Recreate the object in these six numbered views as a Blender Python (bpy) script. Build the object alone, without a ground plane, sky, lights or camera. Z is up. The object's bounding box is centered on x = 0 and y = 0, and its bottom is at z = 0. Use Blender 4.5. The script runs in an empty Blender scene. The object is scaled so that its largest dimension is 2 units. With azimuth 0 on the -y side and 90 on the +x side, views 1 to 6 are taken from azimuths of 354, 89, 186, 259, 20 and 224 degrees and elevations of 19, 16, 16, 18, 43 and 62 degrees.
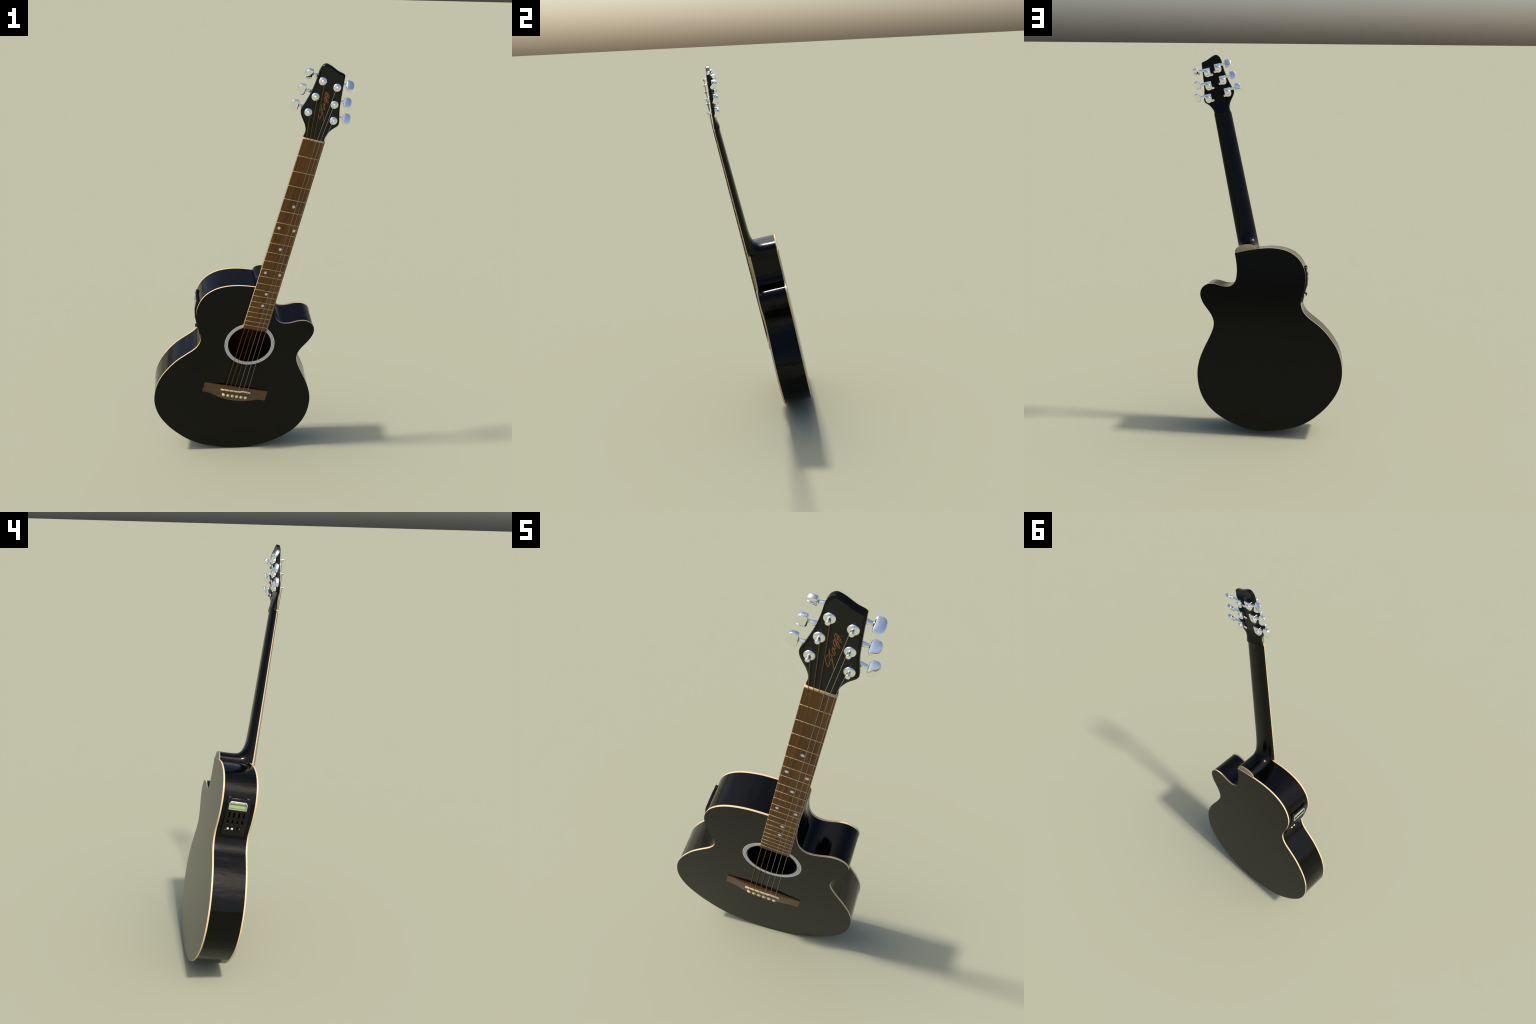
# Black single-cutaway electro-acoustic guitar, standing on its lower rim and leaning.
# Everything is modelled in the guitar's own frame (metres):
#   x across the neck (bass side negative), y along the neck (0 = bridge pins), z out of the soundboard (0 = top)
import bpy, bmesh, math
from mathutils import Matrix, Vector
import numpy as np

# ------------------------------------------------------------------ pose
TILT, ROLL = math.radians(10.2), math.radians(12.5)
front = Vector((0, -math.cos(TILT), -math.sin(TILT)))
lean = Vector((0, -math.sin(TILT), math.cos(TILT)))
along = math.cos(ROLL) * lean + math.sin(ROLL) * Vector((1, 0, 0))
across = math.cos(ROLL) * Vector((1, 0, 0)) - math.sin(ROLL) * lean
ORIGIN = Vector((-0.03075, 0.01685, 0.3514)) - 0.0172 * front     # world place of guitar (0,0,0)
BASE = Vector((-0.078, -0.358, 0.0))                                # guitar point that touches the ground

# ------------------------------------------------------------------ materials
def material(name, color=(0.8, 0.8, 0.8), rough=0.5, metal=0.0, spec=0.5, coat=0.0, coat_rough=0.05):
    m = bpy.data.materials.new(name); m.use_nodes = True
    p = m.node_tree.nodes["Principled BSDF"]
    p.inputs["Base Color"].default_value = (*color, 1)
    p.inputs["Roughness"].default_value = rough
    p.inputs["Metallic"].default_value = metal
    p.inputs["Specular IOR Level"].default_value = spec
    p.inputs["Coat Weight"].default_value = coat
    p.inputs["Coat Roughness"].default_value = coat_rough
    return m

def add_grain(m, scale, colors, stops, detail=4.0, bump=0.0, noise_scale=1.0):
    """streaky colour along one axis: noise on stretched object coordinates"""
    nt = m.node_tree; N, L = nt.nodes, nt.links
    p = N["Principled BSDF"]
    tc = N.new("ShaderNodeTexCoord"); mp = N.new("ShaderNodeMapping")
    mp.inputs["Scale"].default_value = scale
    nz = N.new("ShaderNodeTexNoise"); nz.inputs["Scale"].default_value = noise_scale
    nz.inputs["Detail"].default_value = detail; nz.inputs["Roughness"].default_value = 0.6
    cr = N.new("ShaderNodeValToRGB")
    e = cr.color_ramp.elements
    e[0].position, e[0].color = stops[0], (*colors[0], 1)
    e[1].position, e[1].color = stops[-1], (*colors[-1], 1)
    for s, c in list(zip(stops, colors))[1:-1]:
        k = e.new(s); k.color = (*c, 1)
    L.new(tc.outputs["Object"], mp.inputs["Vector"]); L.new(mp.outputs["Vector"], nz.inputs["Vector"])
    L.new(nz.outputs["Fac"], cr.inputs["Fac"]); L.new(cr.outputs["Color"], p.inputs["Base Color"])
    if bump:
        b = N.new("ShaderNodeBump"); b.inputs["Strength"].default_value = bump; b.inputs["Distance"].default_value = 0.001
        L.new(nz.outputs["Fac"], b.inputs["Height"]); L.new(b.outputs["Normal"], p.inputs["Normal"])
    return m

M_TOP = material("satin_black_lacquer", (0.0009, 0.0009, 0.0007), 0.13, spec=0.19)
M_SIDE = material("gloss_black_lacquer", (0.0009, 0.0009, 0.0008), 0.11, spec=0.20)
def add_ripple(m, scale, strength):
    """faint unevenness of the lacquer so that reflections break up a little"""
    nt = m.node_tree; N, L = nt.nodes, nt.links
    tc = N.new("ShaderNodeTexCoord"); mp = N.new("ShaderNodeMapping"); mp.inputs["Scale"].default_value = scale
    nz = N.new("ShaderNodeTexNoise"); nz.inputs["Scale"].default_value = 1.0; nz.inputs["Detail"].default_value = 2.0
    b = N.new("ShaderNodeBump"); b.inputs["Strength"].default_value = strength; b.inputs["Distance"].default_value = 0.01
    L.new(tc.outputs["Object"], mp.inputs["Vector"]); L.new(mp.outputs["Vector"], nz.inputs["Vector"])
    L.new(nz.outputs["Fac"], b.inputs["Height"]); L.new(b.outputs["Normal"], N["Principled BSDF"].inputs["Normal"])
add_ripple(M_SIDE, (24, 24, 8), 0.22)
M_NECK = material("neck_black_lacquer", (0.0010, 0.0010, 0.0008), 0.16, spec=0.20)
M_HEAD = material("headstock_black_lacquer", (0.0055, 0.0055, 0.0042), 0.28, spec=0.30)
M_CREAM = material("cream_binding", (0.65, 0.49, 0.285), 0.40, spec=0.35)
M_CAP = material("heel_cap_ivory", (0.34, 0.27, 0.15), 0.5, spec=0.3)
M_BONE = material("bone_plastic", (0.66, 0.54, 0.32), 0.30, spec=0.4)
M_NUT = material("aged_nut", (0.52, 0.39, 0.21), 0.40, spec=0.4)
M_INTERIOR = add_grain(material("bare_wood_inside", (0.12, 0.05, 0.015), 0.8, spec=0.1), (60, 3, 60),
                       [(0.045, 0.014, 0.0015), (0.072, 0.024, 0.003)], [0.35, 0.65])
M_BOARD = add_grain(material("rosewood_fretboard", (0.1, 0.05, 0.02), 0.55, spec=0.25), (60, 5.0, 60),
                    [(0.088, 0.028, 0.010), (0.136, 0.053, 0.013), (0.174, 0.075, 0.017)], [0.30, 0.47, 0.66], bump=0.15)
M_BRIDGE = add_grain(material("rosewood_bridge", (0.1, 0.05, 0.02), 0.32, spec=0.55), (6, 170, 60),
                     [(0.052, 0.019, 0.004), (0.080, 0.033, 0.007), (0.102, 0.044, 0.010)], [0.30, 0.5, 0.70], bump=0.12)
M_FRET = material("fret_wire", (0.42, 0.34, 0.16), 0.35, metal=0.35)
M_DOT = material("pearl_marker", (0.70, 0.70, 0.72), 0.35)
M_RING = material("rosette_white", (0.67, 0.68, 0.65), 0.5)
M_CHROME = material("polished_chrome", (0.96, 0.96, 0.96), 0.035, metal=1.0)
M_BRONZE = add_grain(material("bronze_wound_string", (0.25, 0.13, 0.02), 0.4, metal=0.4), (1, 900, 1),
                     [(0.12, 0.058, 0.005), (0.165, 0.082, 0.009)], [0.4, 0.6])
M_STEEL = material("plain_steel_string", (0.27, 0.27, 0.23), 0.35, metal=0.5)
M_LOGO = material("copper_script", (0.33, 0.115, 0.010), 0.45)
M_LOGO_DOT = material("red_mark", (0.14, 0.035, 0.010), 0.5)
M_PLASTIC = material("black_plastic", (0.0030, 0.0030, 0.0026), 0.28, spec=0.3)
M_PLASTIC_MATT = material("dull_black_plastic", (0.0015, 0.0015, 0.0015), 0.45, spec=0.2)
M_FRAME = material("silver_bezel", (0.42, 0.42, 0.42), 0.35, metal=0.3)
M_SCREEN = material("green_lcd", (0.33, 0.46, 0.18), 0.4, spec=0.3)  # green brightened to offset the shadow inside the display recess
M_RED = material("red_lamp", (0.62, 0.02, 0.02), 0.3)
M_GREEN = material("green_lamp", (0.04, 0.45, 0.03), 0.3)
M_WHITE = material("white_button", (0.60, 0.60, 0.58), 0.3)
M_PRINT = material("grey_print", (0.06, 0.06, 0.06), 0.5)

# ------------------------------------------------------------------ object helpers
root = bpy.data.objects.new("acoustic_guitar", None)
bpy.context.scene.collection.objects.link(root)
R = Matrix((across, along, front)).transposed().to_4x4()
root.matrix_world = Matrix.Translation(ORIGIN + R.to_3x3() @ BASE) @ R
root.empty_display_size = 0.1
root["label"] = "black cutaway acoustic guitar with cream binding and chrome tuners"
root["category"] = "guitar"

def link(ob, parent=None):
    bpy.context.scene.collection.objects.link(ob)
    if parent is None:
        ob.parent = root; ob.location = -BASE
    else:
        ob.parent = parent
    return ob

def mesh_object(name, verts, faces, mat, parent=None, smooth=True, angle=None, normals=True):
    me = bpy.data.meshes.new(name)
    me.from_pydata([tuple(v) for v in verts], [], faces)
    if normals:
        bm = bmesh.new(); bm.from_mesh(me)
        bmesh.ops.remove_doubles(bm, verts=bm.verts, dist=1e-7)
        bmesh.ops.recalc_face_normals(bm, faces=bm.faces)
        bm.to_mesh(me); bm.free()
    return finish(me, name, mat, parent, smooth, angle)

def finish(me, name, mat, parent, smooth=True, angle=None):
    me.materials.append(mat)
    for p in me.polygons: p.use_smooth = smooth
    if smooth and angle is not None: sharpen(me, angle)
    return link(bpy.data.objects.new(name, me), parent)

def sharpen(me, angle):
    bm = bmesh.new(); bm.from_mesh(me)
    a = math.radians(angle)
    for e in bm.edges:
        e.smooth = not (len(e.link_faces) == 2 and e.calc_face_angle(0) > a)
    bm.to_mesh(me); bm.free()

def bevelled(bm, width, segments=2, min_angle=30):
    ed = [e for e in bm.edges if len(e.link_faces) == 2 and e.calc_face_angle(0) > math.radians(min_angle)]
    bmesh.ops.bevel(bm, geom=ed, offset=width, segments=segments, profile=0.5, affect='EDGES', clamp_overlap=True)

def prism(name, loop, z0, z1, mat, parent=None, bevel=0.0, segs=2, warp=None, smooth=True, angle=35, zfun=None):
    """extrude a 2-D loop between two heights; optional rounded edges and a final warp of the points"""
    bm = bmesh.new()
    lo = [bm.verts.new((x, y, z0)) for x, y in loop]
    hi = [bm.verts.new((x, y, z1)) for x, y in loop]
    n = len(loop)
    bm.faces.new(lo[::-1]); bm.faces.new(hi)
    for i in range(n): bm.faces.new((lo[i], lo[(i+1) % n], hi[(i+1) % n], hi[i]))
    bmesh.ops.recalc_face_normals(bm, faces=bm.faces)
    if bevel: bevelled(bm, bevel, segs)
    if warp:
        for v in bm.verts: v.co = Vector(warp(v.co))
    bmesh.ops.recalc_face_normals(bm, faces=bm.faces)
    me = bpy.data.meshes.new(name); bm.to_mesh(me); bm.free()
    return finish(me, name, mat, parent, smooth, angle)

def loft(name, rings, mat, parent=None, cap=True, angle=None, closed=True):
    n = len(rings[0]); verts = [p for r in rings for p in r]; faces = []
    for i in range(len(rings)-1):
        for j in range(n if closed else n-1):
            k = (j+1) % n
            faces.append((i*n+j, i*n+k, (i+1)*n+k, (i+1)*n+j))
    if cap:
        faces.append(tuple(range(n))[::-1]); faces.append(tuple((len(rings)-1)*n + j for j in range(n)))
    return mesh_object(name, verts, faces, mat, parent, True, angle)

def lathe(profile, seg=32):
    """(radius, height) profile turned round z -> verts, faces"""
    V, F = [], []
    for r, h in profile:
        for k in range(seg):
            a = 2*math.pi*k/seg; V.append((r*math.cos(a), r*math.sin(a), h))
    for i in range(len(profile)-1):
        for k in range(seg):
            q = (k+1) % seg
            F.append((i*seg+k, i*seg+q, (i+1)*seg+q, (i+1)*seg+k))
    F.append(tuple(range(seg))[::-1]); F.append(tuple((len(profile)-1)*seg+k for k in range(seg)))
    return V, F

def catmull(pts, closed=False, sub=8):
    P = [np.array(p, float) for p in pts]; n = len(P); out = []
    for i in range(n if closed else n-1):
        p1, p2 = P[i], P[(i+1) % n]
        p0 = P[i-1] if (closed or i > 0) else 2*p1-p2
        p3 = P[(i+2) % n] if (closed or i < n-2) else 2*p2-p1
        for k in range(sub):
            t = k/sub
            out.append(0.5*((2*p1)+(-p0+p2)*t+(2*p0-5*p1+4*p2-p3)*t*t+(-p0+3*p1-3*p2+p3)*t**3))
    if not closed: out.append(P[-1])
    return np.array(out)

def resample(P, n):
    P = np.asarray(P); s = np.r_[0, np.cumsum(np.linalg.norm(np.diff(P, axis=0), axis=1))]
    t = np.linspace(0, s[-1], n)
    return np.stack([np.interp(t, s, P[:, k]) for k in range(P.shape[1])], 1)

def fair(P, sigma):
    """gaussian smoothing of an evenly spaced open curve, ends held"""
    step = np.linalg.norm(P[1]-P[0]); r = int(4*sigma/step)
    w = np.exp(-0.5*(np.arange(-r, r+1)*step/sigma)**2); w /= w.sum()
    a = 2*P[0]-P[r:0:-1]; b = 2*P[-1]-P[-2:-r-2:-1]
    Q = np.vstack([a, P, b])
    return np.stack([np.convolve(Q[:, k], w, 'valid') for k in range(P.shape[1])], 1)

def offset_loop(P, d):
    """move a closed counter-clockwise loop outwards by d"""
    t = np.roll(P, -1, 0)-np.roll(P, 1, 0); t /= np.linalg.norm(t, axis=1)[:, None]
    return P + d*np.stack([t[:, 1], -t[:, 0]], 1)

def circle(cx, cy, r, n=96):
    a = np.linspace(0, 2*math.pi, n, endpoint=False)
    return np.stack([cx+r*np.cos(a), cy+r*np.sin(a)], 1)

def tube(name, pts, radius, mat, parent=None, seg=8):
    P = np.asarray(pts, float); n = len(P); rings = []
    up = np.array([0.0, 0.0, 1.0]) if abs(P[-1][2]-P[0][2]) < 0.8*np.linalg.norm(P[-1]-P[0]) else np.array([1.0, 0, 0])
    for i in range(n):
        t = P[min(i+1, n-1)]-P[max(i-1, 0)]; t /= np.linalg.norm(t)
        a = np.cross(t, up); a /= np.linalg.norm(a); b = np.cross(a, t)
        rings.append([P[i]+radius*(math.cos(q)*a+math.sin(q)*b) for q in np.linspace(0, 2*math.pi, seg, endpoint=False)])
    return loft(name, rings, mat, parent)

# ------------------------------------------------------------------ body
TOP = 0.0022           # level of the soundboard
DEPTH = 0.1655         # the back lies at -DEPTH
# counter-clockwise from the neck/cutaway corner: shoulder, waist, lower bout, waist, horn, cutaway
PLAN = [(0.0568, 0.6345), (0.000, 0.6362), (-0.0565, 0.6355), (-0.0876, 0.6332), (-0.1227, 0.6292), (-0.157, 0.6215), (-0.192, 0.6094),
        (-0.2235, 0.5928), (-0.249, 0.572), (-0.269, 0.5478), (-0.2828, 0.5205), (-0.2902, 0.492), (-0.2928, 0.468), (-0.2908, 0.442),
        (-0.2845, 0.414), (-0.274, 0.385), (-0.2608, 0.357), (-0.2472, 0.331), (-0.2388, 0.308), (-0.2375, 0.286), (-0.2428, 0.2585),
        (-0.259, 0.229), (-0.2840, 0.200), (-0.31, 0.1695), (-0.3312, 0.141), (-0.3510, 0.106), (-0.3680, 0.070), (-0.3812, 0.033),
        (-0.3895, -0.010), (-0.3912, -0.05), (-0.3865, -0.10), (-0.3740, -0.142), (-0.3555, -0.180), (-0.3305, -0.2155), (-0.2985, -0.2480),
        (-0.2625, -0.2780), (-0.2235, -0.3030), (-0.181, -0.3260), (-0.136, -0.3432), (-0.088, -0.3535), (-0.031, -0.3570), (0.03, -0.3558),
        (0.0865, -0.3490), (0.142, -0.3350), (0.191, -0.3150), (0.236, -0.2885), (0.2785, -0.2590), (0.3205, -0.2208), (0.3555, -0.1775),
        (0.3800, -0.129), (0.3930, -0.080), (0.3958, -0.027), (0.3892, 0.028), (0.3775, 0.067), (0.3585, 0.107), (0.3325, 0.148),
        (0.3085, 0.180), (0.2798, 0.217), (0.2575, 0.2505), (0.2470, 0.273), (0.2430, 0.293), (0.2452, 0.318), (0.2535, 0.345),
        (0.2662, 0.371), (0.2790, 0.400), (0.2862, 0.430), (0.2855, 0.455), (0.2758, 0.4775), (0.2585, 0.4918), (0.2358, 0.4990),
        (0.213, 0.4972), (0.189, 0.4880), (0.164, 0.4745), (0.1365, 0.4652), (0.1138, 0.4652), (0.0945, 0.4752), (0.0792, 0.494),
        (0.0692, 0.521), (0.0618, 0.5524), (0.0575, 0.596), (0.0568, 0.634)]
rim = fair(resample(catmull(PLAN, False, 10), 900), 0.0085)[:-1]
HOLE = (-0.0010, 0.3150)

def plate_with_hole(name, loop, hole, z0, z1, mat):
    bm = bmesh.new()
    def ring(P, z):
        v = [bm.verts.new((x, y, z)) for x, y in P]
        return v, [bm.edges.new((v[i], v[(i+1) % len(v)])) for i in range(len(v))]
    loops = []
    for z in (z0, z1):
        a, ea = ring(loop, z); b, eb = ring(hole, z)
        bmesh.ops.triangle_fill(bm, use_beauty=True, use_dissolve=False, edges=ea+eb)
        loops.append((a, b))
    for k in (0, 1):
        lo, hi = loops[0][k], loops[1][k]
        for i in range(len(lo)):
            j = (i+1) % len(lo); bm.faces.new((lo[i], lo[j], hi[j], hi[i]))
    bmesh.ops.recalc_face_normals(bm, faces=bm.faces)
    me = bpy.data.meshes.new(name); bm.to_mesh(me); bm.free()
    return finish(me, name, mat, None, True, 30)

# opening in the bass side behind the preamp's sunken display and sliders: (y range, z range)
WINDOW = ((0.3600, 0.4660), (-0.1275, -0.0425))
def wall(name, loop, levels, mat):
    n = len(loop); verts = [(x, y, z) for z in levels for x, y in loop]; faces = []
    for i in range(len(levels)-1):
        zc = 0.5*(levels[i]+levels[i+1])
        for j in range(n):
            k = (j+1) % n; yc = 0.5*(loop[j][1]+loop[k][1])
            if loop[j][0] < -0.2 and WINDOW[0][0] < yc < WINDOW[0][1] and WINDOW[1][0] < zc < WINDOW[1][1]: continue
            faces.append((i*n+j, i*n+k, (i+1)*n+k, (i+1)*n+j))
    return verts, faces

PROUD = 0.0008
edge = offset_loop(rim, PROUD)
SKIN = 0.0004
soundboard = plate_with_hole("soundboard", offset_loop(rim, PROUD+0.0001), circle(*HOLE, 0.1005, 128), TOP-SKIN, TOP, M_TOP)
hole_rings = [[(x, y, z) for x, y in circle(*HOLE, r, 128)] for r, z in ((0.1015, TOP-SKIN), (0.1005, TOP-SKIN-0.0001), (0.1005, TOP-0.0055), (0.1060, TOP-0.0055))]
loft("sound_hole_edge", hole_rings, M_TOP, soundboard, cap=False, angle=40)
for k, (r0, r1) in enumerate(((0.1055, 0.1096), (0.1112, 0.1153), (0.1169, 0.1213))):
    V, F = [], []
    n = 128
    for r, z in ((r0, TOP-0.001), (r0, TOP+0.0006), (r1, TOP+0.0006), (r1, TOP-0.001)):
        V += [(x, y, z) for x, y in circle(*HOLE, r, n)]
    for i in range(3):
        for j in range(n): F.append((i*n+j, i*n+(j+1) % n, (i+1)*n+(j+1) % n, (i+1)*n+j))
    mesh_object("rosette_ring", V, F, M_RING, soundboard, True, 30)

BIND = 0.0080
levels = [TOP-BIND+0.001, -0.025, WINDOW[1][1], -0.070, -0.100, WINDOW[1][0], -0.145, -DEPTH+BIND-0.001]
sides = mesh_object("side_wall", *wall("side_wall", rim, levels, M_SIDE), M_SIDE, None, True, 40)
def binding(z_in, z_out):
    inner, outer = offset_loop(rim, -0.003), edge
    rings = [[(x, y, z_in) for x, y in inner], [(x, y, z_in) for x, y in outer], [(x, y, z_out) for x, y in outer], [(x, y, z_out) for x, y in inner]]
    return loft("binding", rings, M_CREAM, None, cap=False, angle=40)
binding(TOP-BIND, TOP-SKIN)
binding(-DEPTH+BIND, -DEPTH+SKIN)
back = prism("back_panel", offset_loop(rim, PROUD+0.0001), -DEPTH, -DEPTH+SKIN, M_TOP)
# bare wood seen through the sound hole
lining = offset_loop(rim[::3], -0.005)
n = len(lining)
V, F = wall("interior_lining", lining, [TOP-0.0052, WINDOW[1][1], WINDOW[1][0], -DEPTH+0.005], M_INTERIOR)
mesh_object("interior_lining", V, F+[tuple(range(3*n, 4*n))], M_INTERIOR, None, True, 40)

# ------------------------------------------------------------------ neck with heel
NUT_Y, SCALE = 1.386, 1.361
FB_END = 0.4085
def board_half(y): return 0.0478 + (0.0595-0.0478)*(NUT_Y-y)/(NUT_Y-FB_END)
def board_top(y): return 0.0134 - 0.0014*(NUT_Y-y)/(NUT_Y-FB_END)
def board_under(y): return float(np.interp(y, (0.625, 0.655, 1.05, NUT_Y), (TOP+0.0002, 0.0050, 0.0068, 0.0080)))

# (edge y, edge z, crown y, crown z): sections swing from across the neck to across the heel
SECTIONS = [(1.3855, 0.0078, 1.3855, -0.0168), (1.30, 0.0075, 1.30, -0.0186), (1.20, 0.0071, 1.20, -0.0204), (1.10, 0.0068, 1.10, -0.0222),
            (1.00, 0.0064, 1.00, -0.0238), (0.90, 0.0060, 0.90, -0.0258), (0.80, 0.0055, 0.795, -0.0278), (0.74, 0.0050, 0.738, -0.0312),
            (0.695, 0.0042, 0.709, -0.0370), (0.662, 0.0005, 0.692, -0.0445), (0.642, -0.014, 0.681, -0.0540), (0.634, -0.035, 0.6755, -0.0650),
            (0.633, -0.062, 0.6728, -0.0810), (0.633, -0.100, 0.6712, -0.1080), (0.633, -0.135, 0.6706, -0.1370), (0.633, -0.1580, 0.6706, -0.1580)]
spine = catmull(SECTIONS, False, 6)
rings = []
for ey, ez, cy, cz in spine:
    w = min(board_half(ey)+0.0001, 0.0565); ring = []
    for a in np.linspace(0, math.pi, 33):
        c, s = math.cos(a), math.sin(a)
        x = -w*math.copysign(abs(c)**0.88, c); f = abs(s)**0.80
        ring.append((x, ey+(cy-ey)*f, ez+(cz-ez)*f))
    rings.append(ring)
neck = loft("neck", rings, M_NECK, None, cap=True, angle=50)
# cream cap on the foot of the heel
cap_loop = [(-0.0566*math.cos(a), 0.6338+0.0376*math.sin(a)**0.80) for a in np.linspace(0, math.pi, 41)]
prism("heel_cap", cap_loop, -0.1622, -0.1578, M_CAP, neck, bevel=0.0006)

# ------------------------------------------------------------------ fretboard
def board_piece(name, y0, y1, inset, z_top_off, mat, parent, under=None, steps=24):
    V, F = [], []
    for y in np.linspace(y0, y1, steps):
        w = board_half(y)-inset; zt = board_top(y)+z_top_off; zb = under(y) if under else board_under(y)
        V += [(-w, y, zb), (-w, y, zt-0.0006), (-w+0.0006, y, zt), (w-0.0006, y, zt), (w, y, zt-0.0006), (w, y, zb)]
    m = 6
    for i in range(steps-1):
        for j in range(m): F.append((i*m+j, i*m+(j+1) % m, (i+1)*m+(j+1) % m, (i+1)*m+j))
    F += [tuple(range(m)), tuple((steps-1)*m+j for j in range(m))]
    return mesh_object(name, V, F, mat, parent, True, 25)
fretboard = board_piece("fretboard", FB_END, NUT_Y, 0.0012, 0.0, M_BOARD, None)
# cream strips glued along both long edges
for s in (-1, 1):
    V, F = [], []; ys = np.linspace(FB_END+0.0005, NUT_Y, 24)
    for y in ys:
        w = board_half(y)
        V += [(s*(w-0.002), y, board_under(y)+0.0002), (s*(w-0.002), y, board_top(y)-0.0016), (s*w, y, board_top(y)-0.0016), (s*w, y, board_under(y)+0.0002)]
    for i in range(len(ys)-1):
        for j in range(4): F.append((i*4+j, i*4+(j+1) % 4, (i+1)*4+(j+1) % 4, (i+1)*4+j))
    F += [(0, 1, 2, 3), tuple((len(ys)-1)*4+j for j in range(4))]
    mesh_object("fretboard_binding", V, F, M_CREAM, fretboard, True, 25)
for k in range(1, 22):
    y = NUT_Y - SCALE*(1-2**(-k/12)); w = board_half(y)-0.0004; z = board_top(y)
    rings = []
    for x in (-w, -w+0.0012, w-0.0012, w):
        h = 0.0008 if abs(x) == w else 0.0019
        rings.append([(x, y+0.0019*math.cos(a), z-0.0008+(h+0.0008)*math.sin(a)) for a in np.linspace(0, math.pi, 9)])
    loft("fret", rings, M_FRET, fretboard, True, 50)
for x, y in ((0, 1.0755), (-0.0345, 0.9615), (0.0345, 0.9615), (0, 0.858), (-0.0340, 0.727), (0.0340, 0.727), (0, 0.615), (0, 0.5495)):
    V, F = lathe([(0.0070, -0.001), (0.0070, 0.0003), (0.0064, 0.0005)], 28)
    mesh_object("position_marker", [(a+x+0.001, b+y, c+board_top(y)) for a, b, c in V], F, M_DOT, fretboard, True, 30)

# nut
nut_profile = [(1.3858, 0.0045), (1.3858, 0.0146), (1.3868, 0.0160), (1.3888, 0.0162), (1.3908, 0.0150), (1.3918, 0.0125), (1.3918, 0.0045)]
rings = []
for x, s in ((-0.0482, 0.9), (-0.0474, 1.0), (0.0474, 1.0), (0.0482, 0.9)):
    rings.append([(x, 1.3888+(y-1.3888)*s, z if z < 0.006 else 0.0045+(z-0.0045)*s) for y, z in nut_profile])
loft("nut", rings, M_NUT, None, True, 40)

# ------------------------------------------------------------------ headstock
def head_front(y): return -0.0018-0.1086*(y-1.5037)
def head_back(y): return -0.0106-0.1337*(y-1.4563)
HEAD = [(-0.0468, 1.3862), (-0.0442, 1.403), (-0.0450, 1.421), (-0.0545, 1.4425), (-0.0670, 1.459), (-0.0815, 1.4795), (-0.0863, 1.4955), (-0.0840, 1.510),
        (-0.0785, 1.524), (-0.0708, 1.549), (-0.0632, 1.578), (-0.0570, 1.615), (-0.0546, 1.645), (-0.0530, 1.668), (-0.0478, 1.685),
        (-0.0405, 1.6940), (-0.0315, 1.6988), (-0.0215, 1.6978), (-0.0094, 1.6945), (0.0055, 1.6885), (0.0195, 1.6825), (0.033, 1.6788),
        (0.0455, 1.6765), (0.0530, 1.6735), (0.0552, 1.6675), (0.0578, 1.640), (0.0608, 1.612), (0.0655, 1.573), (0.0705, 1.537), (0.0775, 1.508),
        (0.0846, 1.4810), (0.0830, 1.4680), (0.0735, 1.4575), (0.0590, 1.4425), (0.0470, 1.4190), (0.0434, 1.403), (0.0445, 1.3862)]
hp = fair(resample(catmull(HEAD, False, 8), 460), 0.0022)[::-1]        # counter-clockwise seen from the front
def inset(P, d, steps=14):
    """shrink an open outline in small steps, easing it each time so tight corners do not fold over"""
    for _ in range(steps):
        t = np.gradient(P, axis=0); t /= np.linalg.norm(t, axis=1)[:, None]
        P = P-(d/steps)*np.stack([t[:, 1], -t[:, 0]], 1)
        Q = P.copy(); Q[1:-1] = 0.5*P[1:-1]+0.25*(P[:-2]+P[2:]); P = Q
    return P
def head_ring(d, zf):
    P = inset(hp.copy(), -d) if d < 0 else hp.copy(); P[:, 1] = np.maximum(P[:, 1], 1.3862)
    return [(x, y, zf(y)) for x, y in P]
rings = [head_ring(-0.0070, head_front),
         head_ring(-0.0012, lambda y: head_front(y)-0.0028), head_ring(-0.0003, lambda y: head_front(y)-0.0038), head_ring(0, lambda y: head_front(y)-0.0050),
         head_ring(0, lambda y: head_back(y)+0.0022), head_ring(-0.0006, lambda y: head_back(y)+0.0008), head_ring(-0.0020, head_back)]
headstock = loft("headstock", rings, M_NECK, None, True, 17)
face_ring = head_ring(-0.0071, lambda y: head_front(y)+0.00015)
mesh_object("headstock_face", face_ring, [tuple(range(len(face_ring)))], M_HEAD, headstock, False)
# swelling behind the nut where the head grows out of the neck
rings = []
for y, w, z, q in ((1.3838, 0.0455, -0.0172, 0.62), (1.3845, 0.0465, -0.0188, 0.62), (1.3875, 0.0468, -0.0200, 0.60), (1.392, 0.0458, -0.0203, 0.58), (1.398, 0.0446, -0.0194, 0.54),
                   (1.406, 0.0440, -0.0178, 0.48), (1.416, 0.0440, -0.0158, 0.40), (1.428, 0.0465, -0.0138, 0.34), (1.441, 0.0520, -0.0120, 0.30), (1.455, 0.0600, -0.0108, 0.28), (1.468, 0.0700, -0.0105, 0.25)):
    ring = []
    for a in np.linspace(0, math.pi, 41):
        c, sn = math.cos(a), math.sin(a)
        ring.append((-w*math.copysign(abs(c)**0.8, c), y, -0.002+(z+0.002)*abs(sn)**q))
    rings.append(ring)
loft("headstock_volute", rings, M_NECK, headstock, True, 45)

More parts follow.
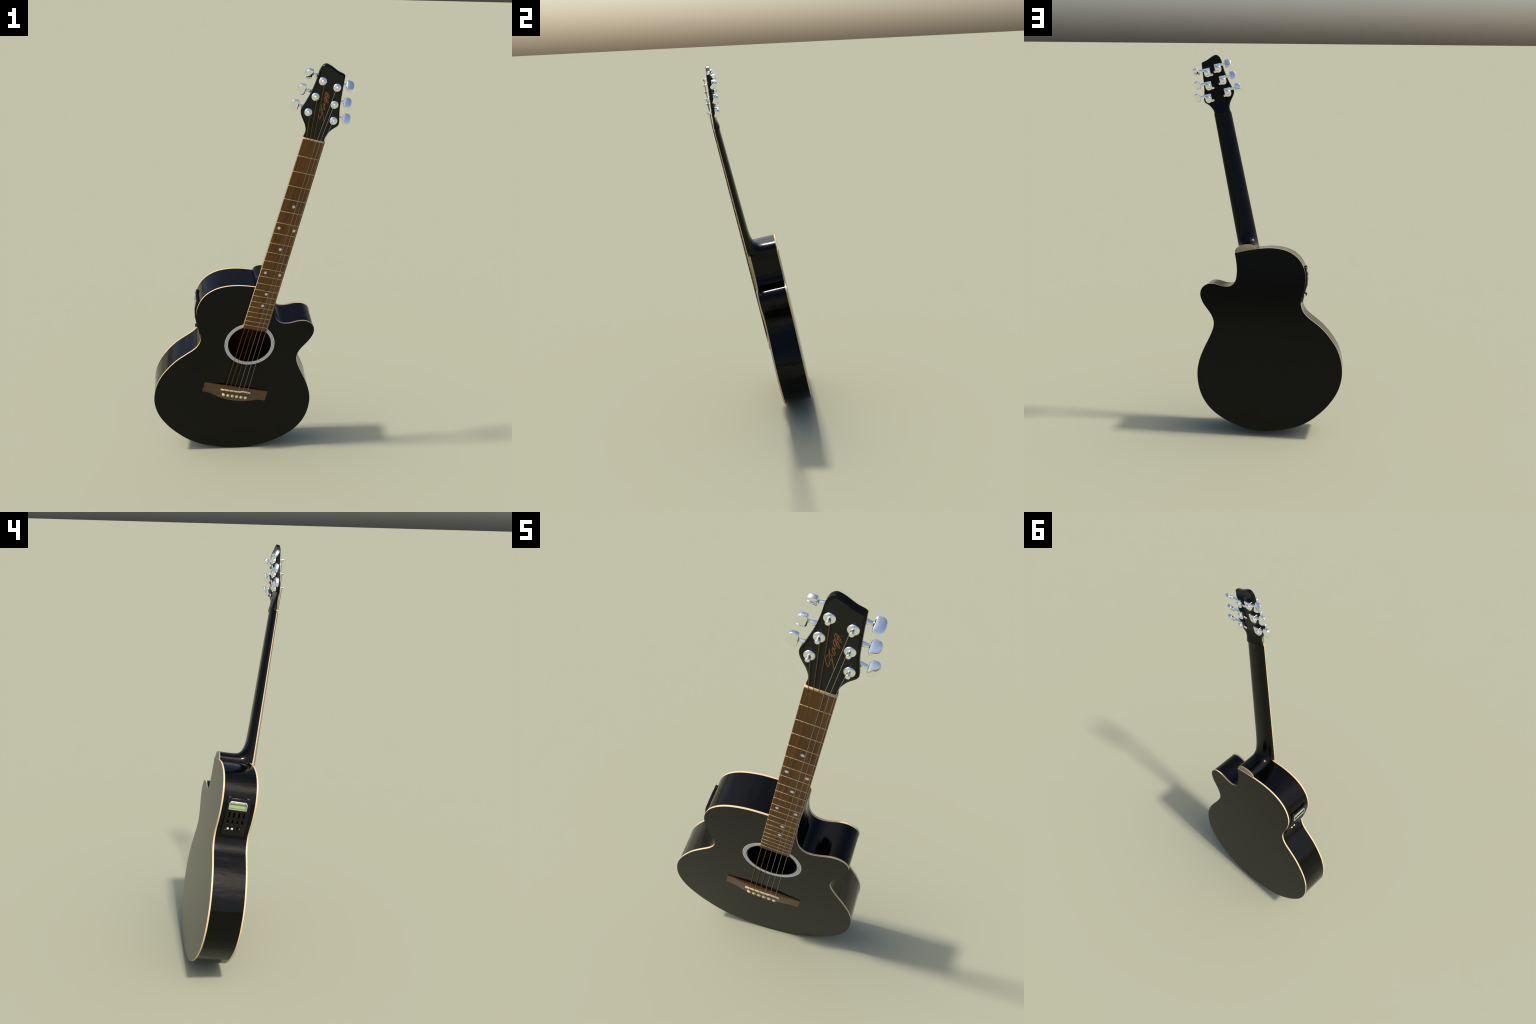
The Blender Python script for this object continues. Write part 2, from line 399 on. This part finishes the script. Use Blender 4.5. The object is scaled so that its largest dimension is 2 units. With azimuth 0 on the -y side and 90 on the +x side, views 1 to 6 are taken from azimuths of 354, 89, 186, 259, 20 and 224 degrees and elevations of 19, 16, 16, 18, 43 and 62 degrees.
# script lettering laid on the head face
STROKES = [[(-0.0075, 1.5176), (-0.0106, 1.5172), (-0.0123, 1.511), (-0.0122, 1.502), (-0.0084, 1.4904), (-0.0037, 1.4822), (-0.0006, 1.4795), (0.0006, 1.4841),
            (0.0002, 1.4961), (0.0006, 1.5044), (0.0025, 1.5063), (0.0057, 1.5026), (0.0107, 1.4915), (0.0161, 1.4774)],
           [(-0.0105, 1.5386), (-0.0073, 1.5231), (-0.0029, 1.5044)],
           [(-0.0113, 1.5289), (-0.0064, 1.5245), (-0.0003, 1.5182), (0.0039, 1.5089), (0.0061, 1.5028)],
           [(-0.0009, 1.5209), (0.0024, 1.5203), (0.0065, 1.5225), (0.0072, 1.5293), (0.0045, 1.5361), (0.0005, 1.5413), (-0.0036, 1.5454), (-0.0029, 1.5378),
            (0.0, 1.5302), (0.0039, 1.5269), (0.0069, 1.5277)],
           [(-0.0026, 1.5448), (0.001, 1.5425), (0.0042, 1.5438), (0.0028, 1.5481), (-0.0007, 1.5515)]]
LOOPY = [(-0.0052, 1.5718), (-0.0057, 1.5659), (-0.0042, 1.5597), (-0.001, 1.5543), (0.0025, 1.5524), (0.0039, 1.5563), (0.0017, 1.5622), (-0.0019, 1.5675),
         (-0.0052, 1.5718), (0.0, 1.5692), (0.0038, 1.5679), (0.0086, 1.5622), (0.0139, 1.5547), (0.0146, 1.5502), (0.0114, 1.5507), (0.0071, 1.5558),
         (0.004, 1.5622), (0.0032, 1.5686)]
STROKES += [LOOPY, [(x-0.0015, y+0.0198) for x, y in LOOPY]]
SV, SF = [], []
for k, st in enumerate(STROKES):
    P = catmull(st, False, 6); n0 = len(SV); m = len(P)
    T = np.gradient(P, axis=0); T /= np.linalg.norm(T, axis=1)[:, None]
    for (x, y), (tx, ty) in zip(P, T):
        z = head_front(y)+0.00025+0.00002*k; h = 0.00085
        SV += [(x-ty*h, y+tx*h, z), (x, y, z+0.0003), (x+ty*h, y-tx*h, z)]
    for i in range(m-1):
        a = n0+3*i
        SF += [(a, a+1, a+4, a+3), (a+1, a+2, a+5, a+4)]
mesh_object("script_logo", SV, SF, M_LOGO, headstock, True, None, normals=False)
V, F = lathe([(0.0017, 0.0), (0.0014, 0.0004)], 16)
mesh_object("logo_mark", [(a+0.0105, b+1.5888, c+head_front(b+1.5888)) for a, b, c in V], F, M_LOGO_DOT, headstock)

# ------------------------------------------------------------------ tuning machines
HN = Vector((0, 0.1215, 1)).normalized()          # out of the head face
HU = Vector((0, 1, -0.1215)).normalized()         # up the head
def machine(px, py, side, twist):
    """side = -1 bass, +1 treble; local axes: out of the edge, up the head, towards the back"""
    out = Vector((side, 0, 0)); backward = -HN
    o = Vector((px, py, head_front(py)))
    thick = head_front(py)-head_back(py)
    def P(u, v, d): return tuple(o+out*u+HU*v+backward*(d+thick+5.0*max(0, min(d, 0.0200))*v*(abs(u) < 0.03)))
    # housing: flat-topped shell with a round foot
    loop = [(-0.0190, 0.0235), (0.0165, 0.0235)]
    loop += [(-0.00125+0.01775*math.cos(a), -0.0065+0.0180*math.sin(a)) for a in np.linspace(0, -math.pi, 17)]
    body = prism("tuner_housing", loop, -0.0005, 0.0200, M_CHROME, None, bevel=0.0028, segs=3, angle=60, warp=lambda c: P(c.x, c.y, c.z))
    # domed gear cover and screw ear
    V, F = lathe([(0.0145, 0.0180), (0.0142, 0.0210), (0.0126, 0.0238), (0.0094, 0.0260), (0.0050, 0.0272), (0.0008, 0.0276)], 32)
    mesh_object("gear_cover", [P(a, b-0.002, c) for a, b, c in V], F, M_CHROME, body, True, 50)
    ear = [(-0.0120, -0.0075)]+[(-0.0235+0.0062*math.cos(a), -0.0148+0.0062*math.sin(a)) for a in np.linspace(math.pi*0.62, math.pi*1.5, 11)]+[(-0.0060, -0.0220)]
    prism("screw_ear", ear, -0.0004, 0.0070, M_CHROME, body, bevel=0.0018, segs=3, angle=60, warp=lambda c: P(c.x, c.y, c.z))
    # worm shaft
    d0, v0 = 0.0125, 0.0142; reach = 0.0030 if side > 0 else 0.0008
    prof = [(0.0070, 0.012), (0.0076, 0.0165), (0.0076, 0.0225), (0.0068, 0.0300+reach), (0.0056, 0.0365+reach), (0.0056, 0.0390+reach), (0.0068, 0.0400+reach), (0.0068, 0.044+reach)]
    V, F = lathe(prof, 24)
    mesh_object("worm_shaft", [P(c, v0+a, d0+b) for a, b, c in V], F, M_CHROME, body, True, 50)
    # button: rounded plate, thick in the middle, turned about the shaft
    ct, st = math.cos(twist), math.sin(twist)
    shape = [(0.0400, -0.0160), (0.0394, -0.0060), (0.0394, 0.0060), (0.0400, 0.0160), (0.0440, 0.0212), (0.0545, 0.0226), (0.0645, 0.0205),
             (0.0712, 0.0130), (0.0732, 0.0), (0.0712, -0.0130), (0.0645, -0.0205), (0.0545, -0.0226), (0.0440, -0.0212)]
    shape = catmull(shape, True, 4); c0 = np.array([0.0560, 0.0])
    rings = []
    half = ((0.0, 0.0092), (0.35, 0.0090), (0.70, 0.0082), (0.88, 0.0073), (0.95, 0.0067), (0.985, 0.0058), (1.0, 0.0045))
    for f, h in list(half)+[(f, -h) for f, h in half[::-1]]:
        f = max(f, 0.02)
        ring = []
        for q in shape:
            u, v = c0+(q-c0)*f
            ring.append(P(u+reach, v0+v*ct-h*st, d0+v*st+h*ct))
        rings.append(ring)
    loft("tuner_button", rings, M_CHROME, body, True, 50)
    # washer and string post on the face
    V, F = lathe([(0.0168, -0.001), (0.0168, 0.0012), (0.0158, 0.0030), (0.0125, 0.0046), (0.0098, 0.0054), (0.0088, 0.0058), (0.0062, 0.0060), (0.0058, 0.0100), (0.0050, 0.0120),
                  (0.0044, 0.0140), (0.0046, 0.0162), (0.0064, 0.0180), (0.0072, 0.0200), (0.0070, 0.0222), (0.0052, 0.0236), (0.0015, 0.0242)], 32)
    mesh_object("string_post", [tuple(o+Vector((a, 0, 0))+HU*b+HN*c) for a, b, c in V], F, M_CHROME, body, True, 50)
    return o
POSTS = [(-0.0558, 1.4965, -1, -0.05), (-0.0436, 1.5635, -1, -0.25), (-0.0310, 1.6300, -1, -0.55),
         (0.0335, 1.6186, 1, 0.72), (0.0424, 1.5494, 1, 0.50), (0.0570, 1.4850, 1, 0.42)]
post_points = [machine(*p) for p in POSTS]

# ------------------------------------------------------------------ bridge
def smooth(t): t = min(1, max(0, t)); return t*t*(3-2*t)
def bridge_height(x): return TOP+0.0050+0.0080*smooth((0.150-abs(x))/0.095)
low = catmull([(-0.1632, -0.0068), (-0.1415, -0.0078), (-0.1230, -0.0098), (-0.0853, -0.0212), (-0.0440, -0.0302), (0.0, -0.0332), (0.0440, -0.0302), (0.0853, -0.0206), (0.1214, -0.0100), (0.1415, -0.0090), (0.1612, -0.0085)], False, 5)
xs = low[:, 0]; rings = []
for x, yl in low:
    h = bridge_height(x); yt = 0.0500-0.0008*x/0.16
    hl = min(h, TOP+0.0048+0.5*(h-TOP-0.005))
    rings.append([(x, yl, TOP-0.0002), (x, yl, hl-0.0012), (x, yl+0.0012, hl), (x, yl+0.40*(yt-yl), h-0.0003), (x, yt-0.0014, h), (x, yt, h-0.0014), (x, yt, TOP-0.0002)])
bridge = loft("bridge", rings, M_BRIDGE, None, True, 40)
# saddle in two steps (compensated treble end)
def saddle(name, pts):
    V, F = [], []
    for x, y in pts:
        for dy, z in ((-0.0030, 0.010), (-0.0030, 0.0195), (-0.0018, 0.0212), (0.0018, 0.0212), (0.0030, 0.0195), (0.0030, 0.010)):
            V.append((x, y+dy, z))
    m = 6
    for i in range(len(pts)-1):
        for j in range(m): F.append((i*m+j, i*m+(j+1) % m, (i+1)*m+(j+1) % m, (i+1)*m+j))
    F += [tuple(range(m)), tuple((len(pts)-1)*m+j for j in range(m))]
    return mesh_object(name, V, F, M_BONE, bridge, True, 40)
saddle("saddle", [(-0.0775, 0.0302), (-0.03, 0.0302), (0.012, 0.0304), (0.022, 0.0310), (0.030, 0.0350), (0.038, 0.0352), (0.060, 0.0345), (0.0735, 0.0325)])
for k in range(6):
    x = -0.0565+0.0226*k
    prof = [(0.0045, 0.0105), (0.0048, 0.0125)]+[(0.0086*math.cos(a), 0.0178+0.0068*math.sin(a)) for a in np.linspace(-0.9, 1.45, 12)]
    V, F = lathe(prof, 24)
    pin = mesh_object("bridge_pin", [(a+x, b+0.0008, c) for a, b, c in V], F, M_BONE, bridge, True, 60)
    V, F = lathe([(0.0009, 0.0240), (0.0007, 0.02485)], 10)
    mesh_object("pin_dot", [(a+x, b+0.0008, c) for a, b, c in V], F, M_PLASTIC_MATT, pin)
    V, F = lathe([(0.0045, 0.009), (0.0045, 0.0133)], 16)
    mesh_object("pin_hole", [(a+x, b+0.0085, c) for a, b, c in V], F, M_PLASTIC_MATT, bridge, True, 40)

# ------------------------------------------------------------------ strings
for k in range(6):
    xb = -0.0585+0.0230*k; xn = -0.0345+0.0151*k; px, py, side, _ = POSTS[k]
    ysad = 0.0302 if k < 4 else 0.0350
    o = post_points[k]; tip = o+HN*0.0150
    r = (0.00118, 0.00112, 0.00106, 0.00090, 0.00084, 0.00080)[k]
    hx = tip.x-side*0.0055
    pts = [(-0.0565+0.0226*k, 0.0078, 0.0120), (xb, ysad-0.006, 0.0195), (xb, ysad, 0.0218), (xb+(xn-xb)*0.5, 0.5*(ysad+1.389), 0.0182),
           (xn, 1.3888, 0.0168), (hx, tip.y-0.002, tip.z)]
    P = []
    for a, b in zip(pts[:-1], pts[1:]):
        for t in np.linspace(0, 1, 9)[:-1]: P.append(np.array(a)*(1-t)+np.array(b)*t)
    P.append(np.array(pts[-1]))
    string = tube("string", P, r, M_BRONZE if k < 3 else M_STEEL, None, 8)

# ------------------------------------------------------------------ preamp panel let into the bass side
# the panel face follows the rim, a little proud of it
PANEL_PROUD = 0.0085
bass = rim[(rim[:, 0] < -0.2) & (rim[:, 1] > 0.27) & (rim[:, 1] < 0.54)]
face = offset_loop(rim, PANEL_PROUD)[(rim[:, 0] < -0.2) & (rim[:, 1] > 0.27) & (rim[:, 1] < 0.54)]
fine = face[np.argsort(face[:, 1])]
def on_panel(y, z, h):
    """point on the curved panel face: y along the rim, z across it, h above the face"""
    x = np.interp(y, fine[:, 1], fine[:, 0]); dx = (np.interp(y+0.004, fine[:, 1], fine[:, 0])-np.interp(y-0.004, fine[:, 1], fine[:, 0]))/0.008
    nrm = np.array([-1.0, dx]); nrm /= np.linalg.norm(nrm)
    return (x+nrm[0]*h, y+nrm[1]*h, z)
def panel_box(name, y0, y1, z0, z1, h0, h1, mat, parent, round_=0.001, corner=0.0, top_cut=0.0):
    """rounded slab on the panel; cut across y so that it follows the curve"""
    m = max(2, int((y1-y0)/0.006)+1); ys = list(np.linspace(y0, y1, m))
    r = round_; ys = [y0, y0+r*0.3, y0+r]+ys[1:-1]+[y1-r, y1-r*0.3, y1]
    ys = sorted(set(ys)); rings = []
    for y in ys:
        e = min(y-y0, y1-y); s = 0 if e >= r else r*(1-math.sqrt(max(0, 1-(1-e/r)**2)))
        t = top_cut*max(0, 1-(y1-y)/max(top_cut*0.8, 1e-6)) if top_cut else 0
        a, b = z0+t, z1-t; hh = h1-s
        rings.append([on_panel(y, a, h0), on_panel(y, a, hh-r), on_panel(y, a+r*0.3, hh-r*0.3), on_panel(y, a+r, hh), on_panel(y, b-r, hh), on_panel(y, b-r*0.3, hh-r*0.3), on_panel(y, b, hh-r), on_panel(y, b, h0)])
    return loft(name, rings, mat, parent, True, 40)
def panel_lathe(name, y, z, prof, mat, parent, seg=24):
    V, F = lathe(prof, seg)
    o = np.array(on_panel(y, z, 0)); nx = np.array(on_panel(y, z, 1))-o; t = np.array([nx[1], -nx[0], 0.0])
    return mesh_object(name, [o+t*a+np.array([0, 0, 1])*b+nx*c for a, b, c in V], F, mat, parent, True, 45)
# panel cast in four runs round the display opening
SCREEN = (0.4350, 0.4606, -0.1245, -0.0458)
SLOT_Y = (0.3640, 0.4190); SLOTS = (-0.1183, -0.0962, -0.0725, -0.0502); SLOT_W = 0.0040
preamp = panel_box("preamp_panel", 0.3060, SLOT_Y[0], -0.1365, -0.0280, -0.016, 0.0, M_PLASTIC, None, 0.0008)
panel_box("panel_rail", SLOT_Y[1], SCREEN[0]-0.0004, -0.1365, -0.0280, -0.016, 0.0, M_PLASTIC, preamp, 0.0006)
cuts = [-0.1365]+[v for z in SLOTS for v in (z-SLOT_W, z+SLOT_W)]+[-0.0280]
for a, b in zip(cuts[::2], cuts[1::2]):      # webs between the slider slots
    panel_box("panel_rail", SLOT_Y[0]-0.0006, SLOT_Y[1]+0.0006, a, b, -0.016, -0.0001, M_PLASTIC, preamp, 0.0006)
panel_box("panel_rail", SCREEN[1]+0.0004, 0.4830, -0.1365, -0.0280, -0.016, 0.0, M_PLASTIC, preamp, 0.0012)
panel_box("panel_rail", SCREEN[0]-0.002, SCREEN[1]+0.002, -0.1365, SCREEN[2]-0.0003, -0.016, -0.0001, M_PLASTIC, preamp, 0.0006)
panel_box("panel_rail", SCREEN[0]-0.002, SCREEN[1]+0.002, SCREEN[3]+0.0003, -0.0280, -0.016, -0.0001, M_PLASTIC, preamp, 0.0006)
for a, b in ((-0.1365, -0.1185), (-0.0500, -0.0280)):
    panel_box("battery_door_lug", 0.4760, 0.4900, a, b, -0.016, 0.0004, M_PLASTIC, preamp, 0.0018)
panel_box("battery_door", 0.4735, 0.4850, -0.1130, -0.0560, -0.010, 0.0012, M_PLASTIC, preamp, 0.0020)
# display: bezel of four bars, green screen sunk deep behind it
bezel = panel_box("display_bezel", SCREEN[1], 0.4705, -0.1280, -0.0420, -0.002, 0.0010, M_FRAME, preamp, 0.0005, top_cut=0.008)
panel_box("bezel_bar", 0.4310, SCREEN[0], -0.1275, -0.0425, -0.002, 0.0010, M_FRAME, bezel, 0.0005)
panel_box("bezel_bar", SCREEN[0]-0.001, SCREEN[1]+0.001, -0.1280, SCREEN[2]+0.0003, -0.002, 0.0009, M_FRAME, bezel, 0.0005)
panel_box("bezel_bar", SCREEN[0]-0.001, SCREEN[1]+0.001, SCREEN[3]-0.0003, -0.0422, -0.002, 0.0009, M_FRAME, bezel, 0.0005)
panel_box("display_screen", SCREEN[0]-0.002, SCREEN[1]+0.002, SCREEN[2]-0.002, SCREEN[3]+0.002, -0.0140, -0.0075, M_SCREEN, bezel, 0.0002)
for z, m in ((-0.1069, M_RED), (-0.0807, M_GREEN), (-0.0540, M_RED)):
    panel_lathe("indicator_light", 0.4655, z, [(0.0024, 0.0), (0.0023, 0.0018), (0.0012, 0.0024)], m, bezel, 14)
for k, z in enumerate(SLOTS):
    slot = panel_box("slider_slot", SLOT_Y[0]-0.002, SLOT_Y[1]+0.002, z-SLOT_W-0.001, z+SLOT_W+0.001, -0.0195, -0.0165, M_PLASTIC_MATT, preamp, 0.0003)
    y = 0.3800+0.002*(k % 2)
    panel_box("slider_knob", y, y+0.0125, z-0.0034, z+0.0034, -0.016, 0.0022, M_PLASTIC, slot, 0.0010)
    panel_box("slider_label", 0.3596, 0.3616, z-0.0030, z+0.0030, -0.001, 0.0003, M_PRINT, slot, 0.0001)
for z in (-0.1099, -0.0901):
    panel_lathe("push_button", 0.3378, z, [(0.0058, 0.0), (0.0058, 0.0026), (0.0050, 0.0040), (0.0030, 0.0050), (0.0006, 0.0054)], M_WHITE, preamp)
panel_lathe("indicator_light", 0.3322, -0.1209, [(0.0026, 0.0), (0.0026, 0.0012), (0.0014, 0.0018)], M_RED, preamp, 14)
panel_lathe("rotary_knob", 0.3395, -0.0568, [(0.0112, 0.0), (0.0108, 0.0040), (0.0092, 0.0056), (0.0085, 0.0115), (0.0076, 0.0125), (0.0010, 0.0127)], M_PLASTIC, preamp, 28)
